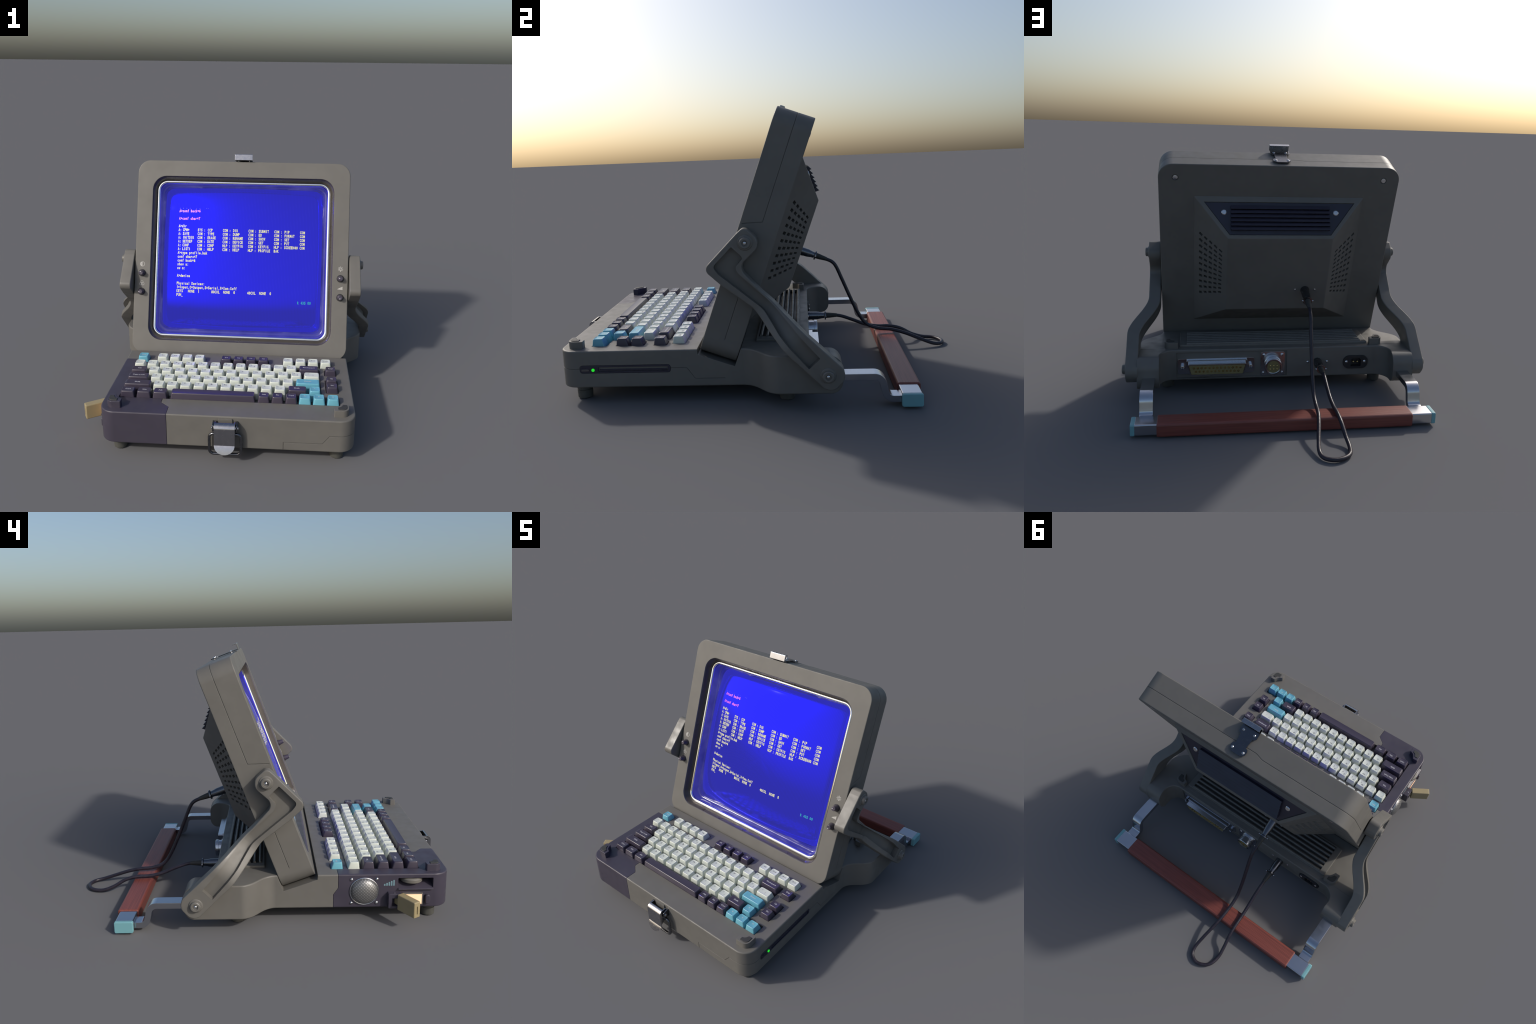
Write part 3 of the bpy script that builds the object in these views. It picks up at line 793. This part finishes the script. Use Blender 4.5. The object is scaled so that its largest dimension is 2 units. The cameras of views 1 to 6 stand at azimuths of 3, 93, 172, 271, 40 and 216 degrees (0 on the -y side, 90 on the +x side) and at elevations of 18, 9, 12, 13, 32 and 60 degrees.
# recessed surround, chrome ring, tube face
def frame_loft(name, ringspec, mat, parent=lid, angle=40):
    return loft(name, [[LID(p, n) for p in rect(x0, x1, u0, u1, r, 12)] for (x0, x1, u0, u1, r, n) in ringspec], mat, (False, False), parent, angle)
def off(d, n, r=None):
    return (OPEN[0] + d, OPEN[1] - d, OPEN[2] + d, OPEN[3] - d, max(0.01, (r if r is not None else 0.082 - d)), n)
frame_loft("screen_surround", [off(-0.001, 0.118), off(-0.001, 0.020), off(0.000, 0.0060), off(0.004, 0.009), off(0.010, 0.030), off(0.020, 0.044), off(0.030, 0.046)], "rim")
CH, TR = 0.0275, 0.0102
bez = [off(CH - TR * math.cos(t), 0.0440 - TR * math.sin(t)) for t in [math.pi * i / 14 for i in range(-2, 17)]]
frame_loft("screen_ring", bez, "chrome", angle=80)

UC = 0.555
def face_n(x, u): return 0.024 + 0.225 * x * x + 0.045 * (u - UC) ** 2 + 1.05 * (u - UC) ** 4
RX, RU0, RU1 = 0.476, 0.130, 0.982
# glass border between ring and lit face
gl = []
def RING_PTS(x0, x1, u0, u1):
    base_ = dense(rect(-RX, RX, RU0, RU1, 0.050, 12))
    return [((p[0] / RX) * x1, u0 + (p[1] - RU0) / (RU1 - RU0) * (u1 - u0)) for p in base_]
for f, dn in ((0.0, 0.047), (0.02, 0.070), (0.08, 0.088), (0.2, 0.095), (0.5, 0.096), (0.8, 0.094), (1.0, None)):
    d = CH + TR - 0.001
    x1 = (OPEN[1] - d) + (RX - OPEN[1] + d) * f
    u0 = (OPEN[2] + d) + (RU0 - OPEN[2] - d) * f; u1 = (OPEN[3] - d) + (RU1 - OPEN[3] + d) * f
    gl.append([LID(p, dn if dn else face_n(p[0], p[1]) + 0.012) for p in RING_PTS(-x1, x1, u0, u1)])
loft("tube_glass", gl, "glass_edge", (False, False), lid, 70)
# lit face: rounded-rectangle patch swept towards its centre
pat = []
for f in (1.0, 0.985, 0.92, 0.82, 0.7, 0.56, 0.42, 0.28, 0.14, 0.02):
    ring = []
    for p in dense(rect(-RX, RX, RU0, RU1, 0.045, 12)):
        xx, uu = p[0] * f, UC - 0.005 + (p[1] - UC + 0.005) * f
        ring.append(LID((xx, uu), face_n(xx, uu) + (0.014 if f == 1.0 else 0.002 if f == 0.985 else 0)))
    pat.append(ring)
loft("tube_face", pat, "phosphor", (False, True), lid, 80)

# screen lettering -------------------------------------------------
def on_face(x, u): return LID((x, u), face_n(x, u) - 0.0012)
CW, RH = 0.01016, 0.0229
TX, TU = -0.387, 0.7155
def line(text, r, col=0.0):
    return [(ch, TX + (col + i) * CW + 0.0010, TU - r * RH, 0.0168, 0.0088) if ch not in ".:,=_-'" else
            (ch, TX + (col + i) * CW + (0.0035 if ch in ".:,'" else 0.001), TU - r * RH, 0.0168, 0.003 if ch in ".:,'" else 0.008)
            for i, ch in enumerate(text) if ch != " "]
dirs = [["CPM+     SYS", "CCP      COM", "DIR      COM", "SUBMIT   COM", "PIP      COM"],
        ["SAVE     COM", "TYPE     COM", "DUMP     COM", "ED       COM", "FORMAT   COM"],
        ["INITDIR  COM", "ERASE    COM", "RENAME   COM", "SHOW     COM", "SET      COM"],
        ["SETDEF   COM", "DATE     COM", "DEVICE   COM", "GET      COM", "PUT      COM"],
        ["CONF     COM", "CONF     HLP", "KEYFIG   COM", "KEYFIG   HLP", "SCREEN40 COM"],
        ["LIST1    COM", "HELP     COM", "HELP     HLP", "PROFILE  BAK", ""]]
rows_t = []
rows_t += line("A>dir", -1)
for r_, cols in enumerate(dirs):
    rows_t += line("A:", r_)
    for c_, t in enumerate(cols):
        rows_t += line(t, r_, 2.7 + c_ * 15)
        if c_ and t: rows_t += line(":", r_, 0.5 + c_ * 15)
for r_, t in ((6, "A>type profile.bak"), (7, "conf chars=7"), (8, "conf back=6"), (9, "show a:"), (10, "ow m:"), (12, "A>device"),
              (14, "Physical Devices:"), (15, "I=Input,O=Output,S=Serial,X=Xon-Xoff"), (16, "KEYS   NONE  1       80COL  NONE  0       40COL  NONE  0"), (17, "PUN_")):
    rows_t += line(t, r_)
face_o = bpy.data.objects["tube_face"]
flat_text("screen_lettering", rows_t, "text_yellow", on_face, face_o, 0.035, 0.78)
flat_text("screen_lettering", line("A>conf back=6", -5) + line("A>conf char=7", -3), "text_pink", on_face, face_o, 0.035, 0.78)
flat_text("screen_lettering", line("R 435 00", 18.2, 71.2), "text_cyan", on_face, face_o, 0.035, 0.78)
flat_text("screen_lettering", line(". . . .   . .   ..", -6.0), "text_dim", on_face, face_o)

# knobs and printed symbols on the bezel
for s in (1, -1):
    for k, u in enumerate((0.458, 0.348)):
        c = LID((s * 0.5825, u), -0.0025)
        lathe("knob_collar", c - LID_OUT * 0.003, LID_OUT, [(0, 0.0215), (0.0045, 0.0215), (0.0055, 0.020)], "dark", 24, parent=lid)
        kn = lathe("knob", c, LID_OUT, [(0, 0.0185), (0.008, 0.0178), (0.030, 0.0135), (0.0345, 0.0125), (0.036, 0.010), (0.0355, 0.0005)], "dark_key", 24, parent=lid)
        ang = 2.1 + 1.3 * k + (0.9 if s > 0 else 0)
        tip = c + LID_OUT * 0.0365 + (Vector((1, 0, 0)) * math.cos(ang) + LID_UP * math.sin(ang)) * 0.0068
        lathe("knob_mark", tip - LID_OUT * 0.002, LID_OUT, [(0, 0.0028), (0.0022, 0.0028), (0.0024, 0.0005)], "ink_light", 10, parent=kn)
def symbol(name, pts): prism(name, pts, -0.0033, 0.002, 'lid', "decal", parent=lid)
def arc_band(cx, cu, r0, r1, a0, a1, n=20):
    a = [a0 + (a1 - a0) * i / n for i in range(n + 1)]
    return [(cx + r1 * math.cos(t), cu + r1 * math.sin(t)) for t in a] + [(cx + r0 * math.cos(t), cu + r0 * math.sin(t)) for t in a[::-1]]
symbol("contrast_symbol", arc_band(-0.5825, 0.510, 0.0008, 0.0145, math.pi / 2, 3 * math.pi / 2))
symbol("contrast_symbol", arc_band(-0.5825, 0.510, 0.0115, 0.0145, -math.pi / 2, math.pi / 2))
for cx, cu in ((-0.5825, 0.403), (-0.5885, 0.393), (-0.5765, 0.393)):
    symbol("colour_symbol", arc_band(cx, cu, 0.0065, 0.0092, 0, 2 * math.pi * 0.97))
symbol("brightness_symbol", arc_band(0.5825, 0.514, 0.0045, 0.0078, 0, 2 * math.pi * 0.97))
for k in range(8):
    t = 2 * math.pi * k / 8
    d, e = (math.cos(t), math.sin(t)), (-math.sin(t), math.cos(t))
    symbol("brightness_symbol", [(0.5825 + d[0] * a + e[0] * b, 0.514 + d[1] * a + e[1] * b) for a, b in ((0.0092, -0.0018), (0.0145, -0.0024), (0.0145, 0.0024), (0.0092, 0.0018))])
symbol("volume_symbol", rpoly([(0.568, 0.395), (0.5965, 0.393), (0.5965, 0.4125), (0.568, 0.398)], 0.001, 2))

# latch catch on top of the lid: waisted plate with an upturned hook
cat = [(-0.050, -0.014), (0.050, -0.014), (0.050, 0.040), (0.043, 0.049), (0.034, 0.051), (0.030, 0.100), (0.041, 0.104), (0.046, 0.115),
       (0.044, 0.134), (0.026, 0.147), (-0.026, 0.147), (-0.044, 0.134), (-0.046, 0.115), (-0.041, 0.104), (-0.030, 0.100), (-0.034, 0.051), (-0.043, 0.049), (-0.050, 0.040)]
def TOPM(p, a): return LID((p[0], CATU + a), p[1] - 0.003)
catch = prism("catch_plate", cat, 0.000, 0.0055, TOPM, "gunmetal", bev=0.0008)
hook = [(-0.021, 0.000), (-0.021, 0.036), (0.004, 0.036), (0.004, 0.0305), (-0.0145, 0.0305), (-0.0145, 0.000)]
prism("catch_hook", rpoly(hook, [0.0015, 0.004, 0.001, 0.001, 0.003, 0.001], 3), -0.052, 0.052, (lambda p, a: LID((a, CATU + p[1]), p[0])), "latch", bev=0.0008, parent=catch)
for xx in (0.0315, -0.0315):
    for nn in (0.026, 0.124):
        lathe("catch_rivet", LID((xx, CATU - 0.008), nn), LID_UP, [(0, 0.0045), (0.012, 0.0045), (0.0125, 0.0075), (0.0150, 0.007), (0.0175, 0.0045), (0.0182, 0.0005)], "bolt", 14, parent=catch)

# ------------------------------------------------------------------ arms
ARM_OUT = [(-0.078, 0.772), (-0.038, 0.806), (0.020, 0.752), (0.018, 0.708), (-0.064, 0.630), (-0.050, 0.590), (0.036, 0.512), (0.125, 0.432),
           (0.200, 0.366), (0.372, 0.205), (0.376, 0.165), (0.322, 0.096), (0.285, 0.098), (0.108, 0.278), (0.050, 0.360), (-0.012, 0.446), (-0.150, 0.553), (-0.216, 0.612)]
ARM_OUT = [(-0.074, 0.771), (-0.040, 0.801), (0.016, 0.750), (0.016, 0.706), (-0.070, 0.627), (0.031, 0.515), (0.112, 0.440),
           (0.197, 0.366), (0.366, 0.204), (0.374, 0.160), (0.311, 0.090), (0.117, 0.282), (0.050, 0.362), (-0.013, 0.448), (-0.080, 0.499), (-0.150, 0.553), (-0.222, 0.620)]
ARM_R = [0.02, 0.045, 0.045, 0.045, 0.040, 0.10, 0.10, 0.10, 0.045, 0.055, 0.055, 0.10, 0.10, 0.12, 0.10, 0.08, 0.030]
GRV = [(-0.096, 0.716), (-0.046, 0.668), (-0.084, 0.626), (-0.070, 0.600), (0.000, 0.534), (0.077, 0.461), (0.154, 0.382), (0.268, 0.250), (0.221, 0.205), (0.101, 0.342),
       (0.033, 0.440), (-0.067, 0.524), (-0.155, 0.597), (-0.181, 0.631)]
GRV_R = [0.004, 0.012, 0.02, 0.03, 0.1, 0.1, 0.1, 0.004, 0.004, 0.1, 0.1, 0.1, 0.06, 0.02]
def bend(x, y, z):     # sideways set of the arm; the inner face turns later than the outer one
    s = (y - z) / math.sqrt(2) - 0.018 * (arm_out - x) / (arm_out - arm_in)
    t = min(1, max(0, (s + 0.320) / 0.232))
    return 0.1045 * t * t * (3 - 2 * t)
arm_in, arm_out = 0.632, 0.696
for s in (1, -1):
    a = prism("arm", rpoly(ARM_OUT, ARM_R, 8), arm_in, arm_out, 'x', "arm", bev=0.006, seg=3)
    cut(a, [prism("c", rpoly(GRV, GRV_R, 5), arm_out - 0.030, arm_out + 0.02, 'x')], 'DIFFERENCE', "arm")
    bm = bmesh.new(); bm.from_mesh(a.data)
    for k in range(29):
        d = -0.345 + 0.0102 * k
        p = Vector((0, 1, -1)).normalized()
        bmesh.ops.bisect_plane(bm, geom=bm.verts[:] + bm.edges[:] + bm.faces[:], plane_co=p * d, plane_no=p, dist=1e-6)
    bmesh.ops.triangulate(bm, faces=[f for f in bm.faces if len(f.verts) > 4])
    for v in bm.verts:
        v.co.x = s * (v.co.x + bend(v.co.x, v.co.y, v.co.z))
    if s < 0: bmesh.ops.reverse_faces(bm, faces=bm.faces)
    bm.to_mesh(a.data); bm.free(); finish_mesh(a.data, "arm", 28)
    for (yy, zz, xx) in ((-0.036, 0.733, arm_out), (0.300, 0.176, arm_out + 0.1045)):
        b_ = lathe("pivot_bolt", (s * (xx - 0.003), yy, zz), (s, 0, 0), [(0, 0.034), (0.004, 0.034), (0.008, 0.031), (0.009, 0.0255), (0.020, 0.0245), (0.0235, 0.021), (0.0235, 0.0135), (0.018, 0.012), (0.018, 0.0005)], "arm", 32, parent=a)
        lathe("bolt_stud", (s * (xx + 0.006), yy, zz), (s, 0, 0), [(0, 0.0105), (0.007, 0.0105), (0.011, 0.0075), (0.0125, 0.004), (0.013, 0.0005)], "bolt", 16, parent=b_)

# ------------------------------------------------------------------ carry handle
sp = [(0.25, 0.1345)] + arc(0.502, 0.0945, 0.040, math.pi / 2, 0.06, 9) + arc(0.5855, 0.0700, 0.0365, math.pi + 0.10, 1.5 * math.pi, 9) + [(0.640, 0.0335)]
handle = prism("handle_grip", rect(0.611, 0.717, 0.003, 0.0715, 0.013, 5), -0.623, 0.623, 'x', "wood", bev=0.006, seg=3)
for s in (1, -1):
    st = prism("handle_strap", offset_path(sp, 0.0150), s * 0.648, s * 0.714, 'x', "satin", bev=0.002, angle=40)
    blk = prism("handle_block", rect(0.6165, 0.7045, 0.010, 0.0655, 0.006, 4), s * 0.60, s * 0.7255, 'x', "satin", bev=0.002)
    cap = prism("handle_cap", rect(0.6150, 0.7065, 0.0085, 0.0668, 0.008, 4), s * 0.7245, s * 0.7455, 'x', "teal", bev=0.004, seg=3)

# ------------------------------------------------------------------ plugs and cable
def plug(c, d):
    d = Vector(d).normalized(); c = Vector(c)
    p = lathe("cable_plug", c, d, [(-0.006, 0.0245), (0.010, 0.0245), (0.013, 0.0235), (0.058, 0.0225), (0.082, 0.0180), (0.096, 0.0170), (0.097, 0.0145)], "gunmetal", 28)
    lathe("plug_collar", c, d, [(0.098, 0.0175), (0.099, 0.0255), (0.106, 0.0255), (0.107, 0.0175)], "gunmetal", 24, parent=p)
    side = d.cross(Vector((1, 0, 0))).normalized()
    for sg in (1, -1):
        lathe("collar_screw", c + d * 0.1025 + Vector((sg * 0.022, 0, 0)), Vector((sg, 0, 0)), [(0, 0.005), (0.0085, 0.005), (0.0095, 0.0035)], "satin", 12, parent=p)
    lathe("strain_relief", c, d, [(0.107, 0.0165), (0.130, 0.0150), (0.166, 0.0112), (0.170, 0.0105)], "rubber", 20, parent=p)
    lathe("plug_button", c + d * 0.030 - side * -0.018, side, [(0, 0.008), (0.0055, 0.008), (0.007, 0.006)], "satin", 14, parent=p)
    return c + d * 0.165
NB = -LID_OUT
p1 = plug(LID((-0.1560, 0.4575), bn), NB)
p2 = plug((-0.2345, YR, 0.158), (0, 1, 0))
for xx in (-0.102, -0.211):
    lathe("panel_screw", LID((xx, 0.4575), bn - 0.001), NB, [(0, 0.0075), (0.002, 0.007), (0.004, 0.0035), (0.0045, 0.0005)], "bolt", 14)
CR = 0.0100
path = [p1 - NB * 0.03, p1, (-0.154, 0.384, 0.478), (-0.152, 0.425, 0.390), (-0.151, 0.470, 0.283), (-0.150, 0.515, 0.188), (-0.150, 0.560, 0.126), (-0.149, 0.625, 0.099), (-0.146, 0.700, 0.091),
        (-0.135, 0.775, 0.072), (-0.118, 0.860, 0.040), (-0.109, 0.925, 0.017), (-0.122, 0.968, 0.0105), (-0.165, 0.9895, 0.0105), (-0.212, 0.9780, 0.0105), (-0.246, 0.945, 0.0105),
        (-0.258, 0.890, 0.0120), (-0.254, 0.830, 0.032), (-0.247, 0.765, 0.068), (-0.242, 0.700, 0.084), (-0.239, 0.630, 0.086), (-0.236, 0.560, 0.100), (-0.234, 0.490, 0.128), (-0.2345, 0.430, 0.150), p2, p2 - Vector((0, 0.03, 0))]
tube("signal_cable", spline(path, 8), CR, "cable", 14)

for o in bpy.data.objects:
    if o.type == 'MESH' and o.name.split(".")[0] not in ("key", "key_legend", "screen_lettering", "signal_cable", "tube_face", "tube_glass", "screen_ring", "speaker_dome"):
        md = o.modifiers.new("even_shading", 'WEIGHTED_NORMAL'); md.keep_sharp = True; md.weight = 80
bpy.context.view_layer.update()
